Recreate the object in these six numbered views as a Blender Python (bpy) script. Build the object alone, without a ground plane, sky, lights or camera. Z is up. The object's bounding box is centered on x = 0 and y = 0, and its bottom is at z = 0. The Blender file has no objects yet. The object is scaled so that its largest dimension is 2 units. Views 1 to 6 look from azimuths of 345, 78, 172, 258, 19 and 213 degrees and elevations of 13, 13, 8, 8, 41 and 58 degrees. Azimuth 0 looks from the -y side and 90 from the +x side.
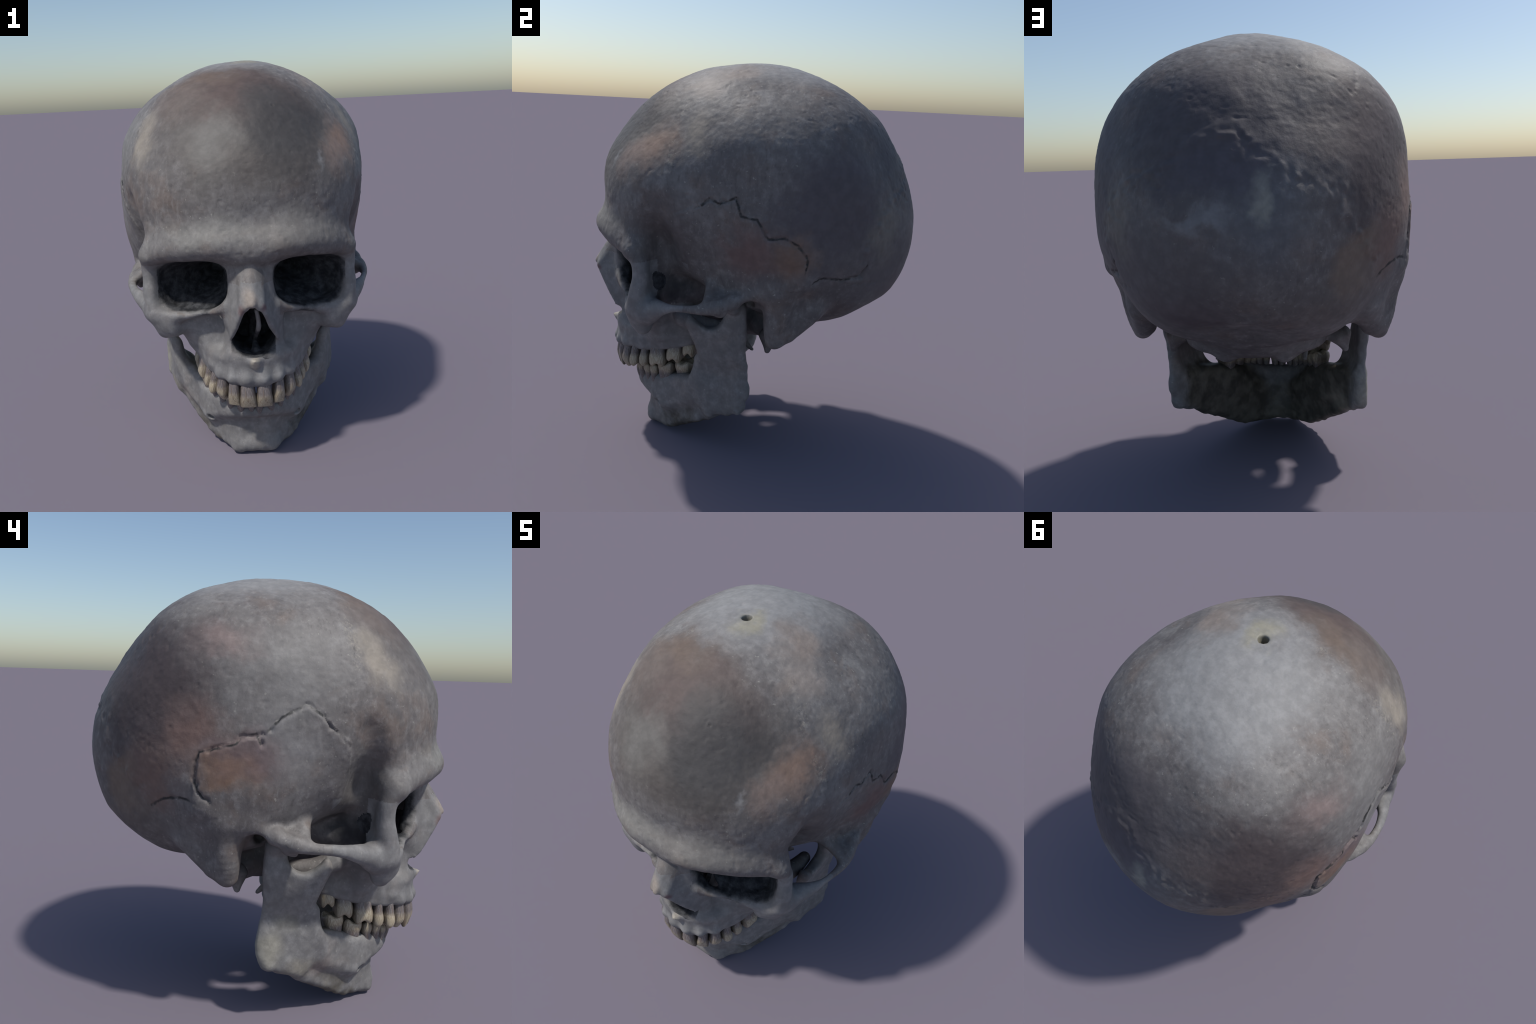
# Weathered human skull with lower jaw and teeth, modelled as implicit surfaces
# (vault profile + lofted bars, plates and cavities), meshed, then split by bone.
import bpy, math
import numpy as np
from mathutils import Vector, Matrix

YAW = math.radians(-13.5)          # the skull looks a little to its right
RNG = np.random.default_rng(7)
CELL = 0.0068                      # sampling step of the bone surface

# ----------------------------------------------------------------- noise ----
_T = RNG.random((64, 64, 64)).astype(np.float32)

def vnoise(P, freq, seed=0.0):
    """smooth value noise in -1..1"""
    q = P * freq + seed * 7.31 + 100.0
    i = np.floor(q).astype(int)
    f = (q - i).astype(np.float32)
    f = f * f * (3 - 2 * f)
    i0 = i & 63
    i1 = (i + 1) & 63
    x, y, z = f[:, 0], f[:, 1], f[:, 2]
    def g(a, b, c):
        return _T[a, b, c]
    c00 = g(i0[:, 0], i0[:, 1], i0[:, 2]) * (1 - x) + g(i1[:, 0], i0[:, 1], i0[:, 2]) * x
    c10 = g(i0[:, 0], i1[:, 1], i0[:, 2]) * (1 - x) + g(i1[:, 0], i1[:, 1], i0[:, 2]) * x
    c01 = g(i0[:, 0], i0[:, 1], i1[:, 2]) * (1 - x) + g(i1[:, 0], i0[:, 1], i1[:, 2]) * x
    c11 = g(i0[:, 0], i1[:, 1], i1[:, 2]) * (1 - x) + g(i1[:, 0], i1[:, 1], i1[:, 2]) * x
    return ((c00 * (1 - y) + c10 * y) * (1 - z) + (c01 * (1 - y) + c11 * y) * z) * 2 - 1

# --------------------------------------------------------- implicit field ---
def smin(a, b, k):
    h = np.maximum(k - np.abs(a - b), 0.0) / k
    return np.minimum(a, b) - h * h * k * 0.25

def smax(a, b, k):
    return -smin(-a, -b, k)

class Field:
    def __init__(self, lo, hi, h):
        self.lo = np.array(lo, np.float32); self.h = h
        self.n = np.ceil((np.array(hi) - np.array(lo)) / h).astype(int) + 1
        self.ax = [self.lo[i] + h * np.arange(self.n[i], dtype=np.float32) for i in range(3)]
        self.f = np.full(self.n, 9.0, np.float32)

    def block(self, lo, hi):
        s = []
        for i in range(3):
            a = int(np.clip(np.floor((lo[i] - self.lo[i]) / self.h), 0, self.n[i] - 1))
            b = int(np.clip(np.ceil((hi[i] - self.lo[i]) / self.h) + 1, a + 1, self.n[i]))
            s.append(slice(a, b))
        X = self.ax[0][s[0]][:, None, None]
        Y = self.ax[1][s[1]][None, :, None]
        Z = self.ax[2][s[2]][None, None, :]
        return tuple(s), X, Y, Z

    def add(self, fn, lo, hi, k=0.03):
        s, X, Y, Z = self.block(np.array(lo) - k, np.array(hi) + k)
        self.f[s] = smin(self.f[s], fn(X, Y, Z), k)

    def cut(self, fn, lo, hi, k=0.02):
        s, X, Y, Z = self.block(np.array(lo) - k, np.array(hi) + k)
        self.f[s] = smax(self.f[s], -fn(X, Y, Z), k)

    # ---- primitives -------------------------------------------------------
    def bar(self, pts, k=0.03, cut=False, squash=(1, 1, 1), sub=4):
        """round bar through points (x, y, z, radius), smoothed"""
        p = np.array(pts, float)
        if len(p) > 2 and sub > 1:
            p = catmull(p, sub)
        sq = np.array(squash, float)
        r = p[:, 3].max()
        ext = (r + k) / sq.min() + 0.01
        lo = p[:, :3].min(0) - ext; hi = p[:, :3].max(0) + ext
        def fn(X, Y, Z):
            d = None
            for a, b in zip(p[:-1], p[1:]):
                ba = (b[:3] - a[:3]) * sq
                px, py, pz = (X - a[0]) * sq[0], (Y - a[1]) * sq[1], (Z - a[2]) * sq[2]
                t = np.clip((px * ba[0] + py * ba[1] + pz * ba[2]) / max(ba @ ba, 1e-9), 0, 1)
                q = np.sqrt((px - ba[0] * t) ** 2 + (py - ba[1] * t) ** 2 + (pz - ba[2] * t) ** 2) - (a[3] + (b[3] - a[3]) * t)
                d = q if d is None else np.minimum(d, q)
            return d.astype(np.float32)
        (self.cut if cut else self.add)(fn, lo, hi, k)

    def sheet(self, rows, k=0.03, sub=5):
        """thin bone between two edges: rows of (edge point, r, middle point, r, edge point, r)"""
        p = catmull(np.array([sum((list(q) for q in row), []) for row in rows], float), sub)
        lo = p.reshape(-1, 4)[:, :3].min(0) - .08; hi = p.reshape(-1, 4)[:, :3].max(0) + .08
        def fn(X, Y, Z):
            d = None
            for row in p:
                c = row.reshape(-1, 4)
                for a, b in zip(c[:-1], c[1:]):
                    ba = b[:3] - a[:3]
                    px, py, pz = X - a[0], Y - a[1], Z - a[2]
                    t = np.clip((px * ba[0] + py * ba[1] + pz * ba[2]) / (ba @ ba), 0, 1)
                    q = np.sqrt((px - ba[0] * t) ** 2 + (py - ba[1] * t) ** 2 + (pz - ba[2] * t) ** 2) - (a[3] + (b[3] - a[3]) * t)
                    d = q if d is None else np.minimum(d, q)
            return d.astype(np.float32)
        self.add(fn, lo, hi, k)

    def egg(self, c, r, k=0.03, cut=False, tilt=(0, 0, 0), power=2.0):
        """ellipsoid (or squarish super-ellipsoid)"""
        M = np.array(Matrix.Rotation(tilt[2], 3, 'Z') @ Matrix.Rotation(tilt[1], 3, 'Y') @ Matrix.Rotation(tilt[0], 3, 'X')).T
        R = max(r) * (1.05 + k / min(r))
        def fn(X, Y, Z):
            x, y, z = X - c[0], Y - c[1], Z - c[2]
            u = np.abs(M[0, 0] * x + M[0, 1] * y + M[0, 2] * z) / r[0]
            v = np.abs(M[1, 0] * x + M[1, 1] * y + M[1, 2] * z) / r[1]
            w = np.abs(M[2, 0] * x + M[2, 1] * y + M[2, 2] * z) / r[2]
            q = (u ** power + v ** power + w ** power) ** (1.0 / power)
            return ((q - 1) * min(r)).astype(np.float32)
        (self.cut if cut else self.add)(fn, [c[i] - R for i in range(3)], [c[i] + R for i in range(3)], k)

    def plate(self, outline, centre_x, half, lo, hi, k=0.02, edge=0.02):
        """sheet of bone: outline in (y, z), bent so that its middle is at x = centre_x(y, z)"""
        poly = catmull_closed(np.array(outline, float), 4)
        def fn(X, Y, Z):
            d2 = polygon_distance(poly, Y[0] + 0 * Z[0], Z[0] + 0 * Y[0])[None]
            dx = np.abs(X - centre_x(Y, Z)) - half(Y, Z)
            return smax(d2, dx, edge).astype(np.float32)
        self.add(fn, lo, hi, k)

    def wall(self, pts, lo, hi, k=0.03, edge=0.03, lean=None):
        """upright wall along a path: rows of (x, y, low z, high z, half thickness)"""
        p = catmull(np.array(pts, float), 5)
        def fn(X, Y, Z):
            x = X[:, :, 0]; y = Y[:, :, 0]
            best = np.full(np.broadcast(x, y).shape, 9.0); zl = best * 0; zh = best * 0
            for a, b in zip(p[:-1], p[1:]):
                ba = b[:2] - a[:2]
                t = np.clip(((x - a[0]) * ba[0] + (y - a[1]) * ba[1]) / max(ba @ ba, 1e-9), 0, 1)
                q = np.hypot(x - a[0] - ba[0] * t, y - a[1] - ba[1] * t) - (a[4] + (b[4] - a[4]) * t)
                m = q < best
                best = np.where(m, q, best)
                zl = np.where(m, a[2] + (b[2] - a[2]) * t, zl)
                zh = np.where(m, a[3] + (b[3] - a[3]) * t, zh)
            dz = np.maximum(zl[:, :, None] - Z, Z - zh[:, :, None])
            return smax(best[:, :, None], dz, edge).astype(np.float32)
        self.add(fn, lo, hi, k)

    # ---- meshing (surface nets) --------------------------------------------
    def mesh(self):
        f = self.f
        inside = f < 0
        nx, ny, nz = f.shape
        cnt = np.zeros((nx - 1, ny - 1, nz - 1), np.int8)
        for dx in (0, 1):
            for dy in (0, 1):
                for dz in (0, 1):
                    cnt += inside[dx:nx - 1 + dx, dy:ny - 1 + dy, dz:nz - 1 + dz]
        act = np.argwhere((cnt > 0) & (cnt < 8))
        idx = np.full(cnt.shape, -1, np.int32)
        idx[act[:, 0], act[:, 1], act[:, 2]] = np.arange(len(act))
        acc = np.zeros((len(act), 3)); num = np.zeros(len(act))
        C = [(a, b, c) for a in (0, 1) for b in (0, 1) for c in (0, 1)]
        val = {c: f[act[:, 0] + c[0], act[:, 1] + c[1], act[:, 2] + c[2]] for c in C}
        for a in C:
            for ax in range(3):
                if a[ax]:
                    continue
                b = list(a); b[ax] = 1; b = tuple(b)
                va, vb = val[a], val[b]
                m = (va < 0) != (vb < 0)
                t = np.where(m, va / np.where(m, va - vb, 1), 0)
                p = np.tile(np.array(a, float), (len(act), 1)); p[:, ax] += t
                acc[m] += p[m]; num[m] += 1
        V = (act + acc / num[:, None]) * self.h + self.lo
        quads = []
        for ax in range(3):
            u, v = (ax + 1) % 3, (ax + 2) % 3
            A = [slice(1, -1)] * 3; A[ax] = slice(0, -1)
            B = list(A); B[ax] = slice(1, None)
            sa, sb = inside[tuple(A)], inside[tuple(B)]
            e = np.argwhere(sa != sb)
            off = np.ones(3, int); off[ax] = 0
            e = e + off
            flip = inside[e[:, 0], e[:, 1], e[:, 2]]
            def cell(du, dv):
                q = e.copy(); q[:, u] -= du; q[:, v] -= dv
                return idx[q[:, 0], q[:, 1], q[:, 2]]
            q = np.stack([cell(1, 1), cell(0, 1), cell(0, 0), cell(1, 0)], 1)
            q[~flip] = q[~flip][:, ::-1]
            quads.append(q)
        Q = np.concatenate(quads)
        Q = Q[(Q >= 0).all(1)]
        return V, Q

def catmull(p, sub):
    q = np.vstack([2 * p[0] - p[1], p, 2 * p[-1] - p[-2]])
    out = []
    for i in range(1, len(q) - 2):
        for t in np.arange(sub) / sub:
            a, b, c, d = q[i - 1], q[i], q[i + 1], q[i + 2]
            out.append(0.5 * (2 * b + (c - a) * t + (2 * a - 5 * b + 4 * c - d) * t * t + (3 * b - a - 3 * c + d) * t ** 3))
    out.append(p[-1])
    return np.array(out)

def catmull_closed(p, sub):
    n = len(p); out = []
    for i in range(n):
        a, b, c, d = p[i - 1], p[i], p[(i + 1) % n], p[(i + 2) % n]
        for t in np.arange(sub) / sub:
            out.append(0.5 * (2 * b + (c - a) * t + (2 * a - 5 * b + 4 * c - d) * t * t + (3 * b - a - 3 * c + d) * t ** 3))
    return np.array(out)

def polygon_distance(poly, x, y):
    d = np.full(np.broadcast(x, y).shape, 9.0); s = np.zeros(d.shape, bool)
    for a, b in zip(poly, np.roll(poly, -1, 0)):
        e = b - a
        t = np.clip(((x - a[0]) * e[0] + (y - a[1]) * e[1]) / max(e @ e, 1e-9), 0, 1)
        d = np.minimum(d, np.hypot(x - a[0] - e[0] * t, y - a[1] - e[1] * t))
        s ^= ((a[1] > y) != (b[1] > y)) & (x < a[0] + (y - a[1]) * e[0] / (e[1] if abs(e[1]) > 1e-9 else 1e-9))
    return np.where(s, -d, d)

def relax(V, Q, rounds, amount=0.5):
    """gentle Laplacian smoothing that takes out the sampling steps"""
    e = np.concatenate([Q[:, [0, 1]], Q[:, [1, 2]], Q[:, [2, 3]], Q[:, [3, 0]]])
    a = np.concatenate([e[:, 0], e[:, 1]]); b = np.concatenate([e[:, 1], e[:, 0]])
    n = np.bincount(a, minlength=len(V)).astype(float)
    for r in range(rounds):
        w = amount if r % 2 == 0 else -amount * 1.04
        m = np.stack([np.bincount(a, V[b, i], len(V)) for i in range(3)], 1) / n[:, None]
        V = V + w * (m - V)
    return V

def normals_of(V, Q):
    d1 = V[Q[:, 2]] - V[Q[:, 0]]; d2 = V[Q[:, 3]] - V[Q[:, 1]]
    n = np.cross(d1, d2)
    N = np.zeros_like(V)
    for i in range(4):
        for k in range(3):
            N[:, k] += np.bincount(Q[:, i], n[:, k], len(V))
    return N / np.maximum(np.linalg.norm(N, axis=1, keepdims=True), 1e-12)

# ------------------------------------------------------------- the vault ----
# Distance of the braincase surface from its middle, by elevation (rows, degrees)
# and bearing (columns, every 20 degrees, from the face round over the left side).
VAULT_MIDDLE = np.array([0.0, 0.12, 1.25])
VAULT = {
    -90: [.59] * 18,
    -75: [.50, .50, .51, .53, .56, .58, .60, .62, .64, .64, .64, .62, .60, .58, .56, .53, .51, .50],
    -60: [.50, .50, .50, .53, .57, .60, .62, .635, .638, .634, .638, .635, .62, .60, .57, .53, .50, .50],
    -45: [.58, .57, .54, .58, .61, .610, .640, .676, .655, .630, .655, .692, .672, .650, .630, .59, .54, .57],
    -30: [.74, .71, .62, .645, .670, .660, .664, .704, .725, .705, .730, .724, .690, .705, .697, .655, .63, .71],
    -15: [.835, .840, .735, .638, .650, .680, .676, .690, .729, .730, .736, .693, .686, .700, .705, .690, .755, .840],
    0: [.893, .880, .802, .680, .653, .676, .672, .687, .713, .724, .728, .698, .692, .686, .690, .720, .812, .888],
    15: [.930, .905, .825, .728, .672, .685, .691, .686, .694, .704, .706, .708, .697, .700, .705, .745, .842, .912],
    30: [.900, .866, .797, .752, .732, .722, .714, .690, .692, .694, .688, .704, .730, .745, .746, .771, .830, .883],
    45: [.862, .845, .800, .764, .742, .728, .732, .722, .708, .704, .697, .730, .755, .757, .757, .779, .824, .854],
    60: [.814, .809, .788, .755, .729, .721, .728, .725, .712, .702, .706, .729, .743, .740, .741, .760, .789, .808],
    75: [.770, .768, .760, .748, .736, .729, .726, .723, .719, .717, .720, .727, .732, .735, .740, .748, .758, .766],
    90: [.743] * 18,
}

def vault_radius_table(na=720, ne=361):
    G = np.array([VAULT[k] for k in sorted(VAULT)])
    def spline(t, ys):     # Catmull-Rom over rows of ys
        i = np.clip(np.floor(t).astype(int), 1, len(ys) - 3); f = (t - i)[:, None]
        a, b, c, d = ys[i - 1], ys[i], ys[i + 1], ys[i + 2]
        return 0.5 * (2 * b + (c - a) * f + (2 * a - 5 * b + 4 * c - d) * f ** 2 + (3 * b - a - 3 * c + d) * f ** 3)
    Gp = np.vstack([np.roll(G[1], 9), G, np.roll(G[-2], 9)])
    rows = spline(np.linspace(0, len(G) - 1, ne) + 1, Gp)                 # elevation
    Rp = np.hstack([rows[:, -2:], rows, rows[:, :3]])
    return spline(np.arange(na) * 18.0 / na + 2, Rp.T).T                  # bearing

def vault_field(F):
    T = vault_radius_table()
    ne, na = T.shape
    for ix in range(0, F.n[0], 16):
        sl = slice(ix, min(ix + 16, F.n[0]))
        x = (F.ax[0][sl] - VAULT_MIDDLE[0])[:, None, None]
        y = (F.ax[1] - VAULT_MIDDLE[1])[None, :, None]
        z = (F.ax[2] - VAULT_MIDDLE[2])[None, None, :]
        r = np.sqrt(x * x + y * y + z * z) + 1e-6
        el = (np.arcsin(np.clip(z / r, -1, 1)) / np.pi + 0.5) * (ne - 1)
        az = (np.arctan2(x, -y) / (2 * np.pi) % 1.0) * na + 0 * z
        e0 = np.clip(el.astype(int), 0, ne - 2); fe = el - e0
        a0 = az.astype(int) % na; fa = az - np.floor(az); a1 = (a0 + 1) % na
        R = (T[e0, a0] * (1 - fa) + T[e0, a1] * fa) * (1 - fe) + (T[e0 + 1, a0] * (1 - fa) + T[e0 + 1, a1] * fa) * fe
        F.f[sl] = r - R

# --------------------------------------------------------------- cranium ----
ORBIT = (Vector((0.287, -0.62, 0.948)), Vector((0.155, -0.31, 0.962)))

def orbit_cone(side, grow=0.0):
    c, a = ORBIT
    ax = (a - c); L = ax.length; ax.normalize()
    u = Vector((ax.y, -ax.x, 0)).normalized()
    if u.x < 0: u = -u
    v = u.cross(ax)
    if v.z < 0: v = -v
    def fn(X, Y, Z):
        x = (X * side + 0.008 * side) - c.x; y = Y - c.y; z = Z - c.z
        t = (x * ax.x + y * ax.y + z * ax.z) / L
        pu = x * u.x + y * u.y; pv = x * v.x + y * v.y + z * v.z
        pv = pv + 0.12 * pu                       # outer corner hangs lower
        s = np.where(t < 0, 1.0 - 0.15 * t, 1 - 0.85 * np.clip(t, 0, 1) ** 1.1)
        q = (np.abs(pu / (0.186 * s)) ** 2.9 + np.abs(pv / (0.127 * s)) ** 2.9) ** (1 / 2.9)
        d = (q - 1) * 0.127 * s
        d = np.maximum(d, (t - 0.98) * L)
        return (d - grow).astype(np.float32)
    return fn

def build_cranium():
    F = Field((-0.74, -0.93, 0.44), (0.74, 0.92, 2.03), CELL)
    vault_field(F)
    o = -0.010
    for s in (-1, 1):
        def P(*rows):
            return [(s * x + o, y, z, r) for x, y, z, r in rows]
        # core of the face behind the eye sockets
        F.egg((s * .20 + o, -.38, .86), (.15, .24, .13), k=.05)
        # temporal hollow, running down behind the cheekbone
        F.bar(P((.665, -.43, 1.33, .060), (.655, -.435, 1.21, .090), (.620, -.425, 1.09, .115), (.595, -.395, .97, .100), (.565, -.370, .85, .095)),
              k=.06, cut=True, squash=(.52, 1, 1), sub=10)
    for s in (-1, 1):
        def P(*rows):
            return [(s * x + o, y, z, r) for x, y, z, r in rows]
        # brow ridge, out to the process that meets the cheekbone
        F.bar(P((0.00, -.730, 1.140, .032), (.07, -.760, 1.152, .036), (.14, -.772, 1.162, .036), (.22, -.742, 1.158, .033),
                (.31, -.684, 1.145, .030), (.40, -.620, 1.122, .029), (.472, -.560, 1.090, .030)), k=.14)
        # lateral post of the eye socket
        F.bar(P((.485, -.548, 1.085, .034), (.492, -.515, 1.03, .030), (.487, -.508, .96, .029),
                (.482, -.520, .89, .040), (.455, -.530, .81, .060)), k=.03)
        # temporal line running up from it over the frontal bone
        F.bar(P((.470 - .012 * (s > 0), -.545, 1.10, .028), (.450 - .018 * (s > 0), -.555, 1.18, .022), (.465 - .02 * (s > 0), -.53, 1.27, .014)), k=.05)
        # cheekbone
        F.bar(P((.36, -.570, .80, .040), (.425, -.530, .765, .055), (.470, -.480, .790, .060)), k=.04)
        F.bar(P((.385, -.535, .72, .050), (.430, -.508, .695, .040)), k=.05)
        # lower rim of the socket
        F.bar(P((.125, -.690, .86, .030), (.19, -.660, .825, .025), (.30, -.605, .802, .026), (.40, -.550, .812, .032)), k=.04)
        # zygomatic arch
        F.bar(P((.475, -.47, .795, .060), (.550, -.38, .828, .040), (.602, -.29, .852, .025),
                (.625, -.20, .862, .024), (.622, -.12, .876, .030), (.600, -.03, .905, .032), (.575, .08, .945, .028)), k=.03)
        F.bar(P((.605, -.10, .845, .020), (.590, -.13, .83, .016)), k=.03)
        # shelf where the arch springs from the temporal bone
        F.bar(P((.605, -.175, .880, .020), (.51, -.15, .930, .045)), k=.03)
        F.bar(P((.610, -.13, .878, .026), (.52, -.10, .905, .045)), k=.03)
        F.bar(P((.600, -.05, .905, .028), (.50, -.03, .92, .055)), k=.03)
        # supramastoid crest and mastoid
        F.bar(P((.585, .05, .945, .032), (.600, .16, .965, .030), (.610, .25, 1.01, .025)), k=.07)
        F.bar(P((.545, .17, .92, .080), (.548, .155, .80, .064), (.538, .148, .702, .043)), k=.06)
        F.bar(P((.47, .30, .855, .080), (.505, .21, .740, .052)), k=.06)
        # maxilla: cheek wall, frontal process beside the nose
        F.egg((s * .16 + o, -.46, .70), (.15, .14, .16), k=.05)
        F.bar(P((.29, -.47, .73, .085), (.275, -.45, .62, .055)), k=.05)
        F.bar(P((.114, -.660, .64, .036), (.114, -.660, .74, .030), (.100, -.675, .84, .028), (.080, -.692, .93, .030), (.070, -.706, 1.03, .038)), k=.035)
        # side wall of the nose, from the bridge down to the edge of the opening
        F.sheet([((s * a + o, b, z, .015), (s * c + o, d, z - .005, .024)) for a, b, c, d, z in (
            (.026, -.765, .070, -.712, 1.01), (.030, -.795, .078, -.705, .955), (.038, -.822, .092, -.690, .91), (.046, -.825, .104, -.672, .875), (.058, -.805, .112, -.662, .835),
            (.072, -.780, .120, -.655, .795), (.090, -.750, .126, -.652, .75), (.108, -.722, .130, -.650, .705))], k=.03)
        # outer wall of the socket, between it and the temporal hollow
        F.sheet([((s * (.468 + a) + o, -.51, z, .018), (s * (.395 + a) + o, -.45, z, .016), (s * (.300 + a) + o, -.37, z, .016))
                 for z, a in ((1.20, -.07), (1.15, -.05), (1.10, -.03), (1.04, -.015), (.98, -.005), (.92, 0), (.86, -.005), (.80, -.02), (.75, -.04))], k=.07)
    # tooth-bearing arch of the upper jaw
    F.wall([(-.285, -.27, .560, .70, .044), (-.265, -.36, .530, .70, .048), (-.235, -.46, .505, .70, .048), (-.195, -.56, .485, .64, .046),
            (-.14, -.640, .480, .62, .046), (-.065, -.683, .455, .63, .046), (o, -.690, .450, .64, .044), (.05, -.683, .455, .63, .046),
            (.125, -.640, .490, .62, .046), (.180, -.56, .485, .64, .046), (.22, -.46, .505, .70, .048), (.25, -.36, .530, .70, .048), (.27, -.27, .560, .70, .044)],
           (-.36, -.77, .42), (.34, -.2, .72), k=.05, edge=.03)
    # swellings of the bone over the roots
    for s in (-1, 1):
        for kind, x, y, z, w, d, ln, turn, tilt in UPPER[:7]:
            t = math.radians(turn); nx, ny = math.sin(t) * s, -math.cos(t)
            F.bar([(s * x + o + nx * .012, y + ny * .012, z + .15, w * .36), (s * x * .95 + o, y * .95, z + .23, w * .20)], k=.03)
    F.egg((o, -.44, .70), (.22, .22, .12), k=.05)
    F.egg((o, -.22, .80), (.24, .25, .16), k=.06)
    F.egg((o, -.50, .595), (.20, .20, .045), k=.03)                                   # palate
    for s in (-1, 1):
        F.egg((s * .23 + o, -.44, .80), (.11, .13, .075), k=.04)                      # floor of the socket
    # nasal spine
    F.bar([(o, -.69, .60, .045), (o, -.735, .595, .026), (o, -.768, .606, .007)], k=.025, sub=3)
    F.bar([(o, -.715, .60, .025), (o, -.735, .565, .008)], k=.02)
    # base of the skull
    F.egg((0, .14, .675), (.32, .16, .085), k=.05, power=2.6)
    F.egg((0, .02, .66), (.16, .20, .11), k=.06)
    for s in (-1, 1):
        F.bar([(s * .17, .12, .63, .05), (s * .13, .20, .61, .045)], k=.04)          # occipital condyles
        F.bar([(s * .38, .12, .66, .05), (s * .40, .115, .60, .018)], k=.03)         # styloid stump
        F.bar([(s * .19, -.10, .66, .045), (s * .205, -.03, .58, .022), (s * .21, .03, .525, .010)], k=.04)  # pterygoid plate
    for s in (-1, 1):
        F.bar([(s * .35, -.32, .73, .045), (s * .36, -.22, .70, .045), (s * .37, -.13, .70, .035)], k=.04)  # outer pterygoid plate
    # cavities ---------------------------------------------------------------
    for s in (-1, 1):
        F.cut(orbit_cone(s), (-.62 if s < 0 else .03, -1.0, .72), (-.03 if s < 0 else .60, -.1, 1.16), k=.025)
        F.egg((s * .240, -.700, .710), (.110, .105, .100), k=.04, cut=True)            # canine fossa
        F.egg((s * .590, .040, .80), (.070, .050, .110), k=.03, cut=True)             # ear canal and jaw joint
        F.egg((s * .51, -.05, .80), (.08, .075, .065), k=.03, cut=True)
        F.bar([(s * .63, .02, .875, .03), (s * .45, .02, .86, .026)], k=.02, cut=True)
        F.egg((s * .50, -.24, .79), (.105, .15, .12), k=.04, cut=True)                 # behind the cheekbone
        F.bar([(s * .31 - .008, -.70, .755, .012), (s * .30 - .008, -.58, .76, .010)], k=.012, cut=True)
    # pear-shaped nose opening
    pear = [(0, .885), (.036, .875), (.058, .82), (.075, .765), (.104, .705), (.097, .660), (.055, .622), (.010, .612)]
    pear = np.array([(x - .010, z) for x, z in pear] + [(-x - .006, z) for x, z in pear[::-1][:-1]])
    def nose(X, Y, Z):
        d = polygon_distance(pear, X[:, :, 0][:, :, None] + 0 * Z, Z + 0 * X)
        return np.maximum(d, Y + .46).astype(np.float32)
    F.cut(nose, (-.14, -.95, .58), (.13, -.34, .94), k=.012)
    F.bar([(.008, -.800, .865, .009), (.016, -.765, .80, .010), (.014, -.735, .755, .012), (0, -.62, .66, .010), (0, -.65, .62, .02)], k=.012)
    F.bar([(-.005, -.55, .86, .02), (0, -.5, .62, .03)], k=.03)
    # bones of the bridge of the nose, jutting to a thin tip
    F.bar([(o, -.752, 1.03, .040), (o, -.790, .985, .036), (o, -.822, .945, .030), (o, -.855, .912, .018)], k=.03)
    for s in (-1, 1):
        F.bar([(s * .026 + o, -.745, 1.0, .030), (s * .030 + o, -.792, .945, .024), (s * .032 + o, -.835, .895, .014)], k=.03)
    # drilled hole near the crown
    F.bar([(-.010, -.104, 2.02, .023), (-.010, -.100, 1.90, .023)], k=.006, cut=True)
    return F

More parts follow.
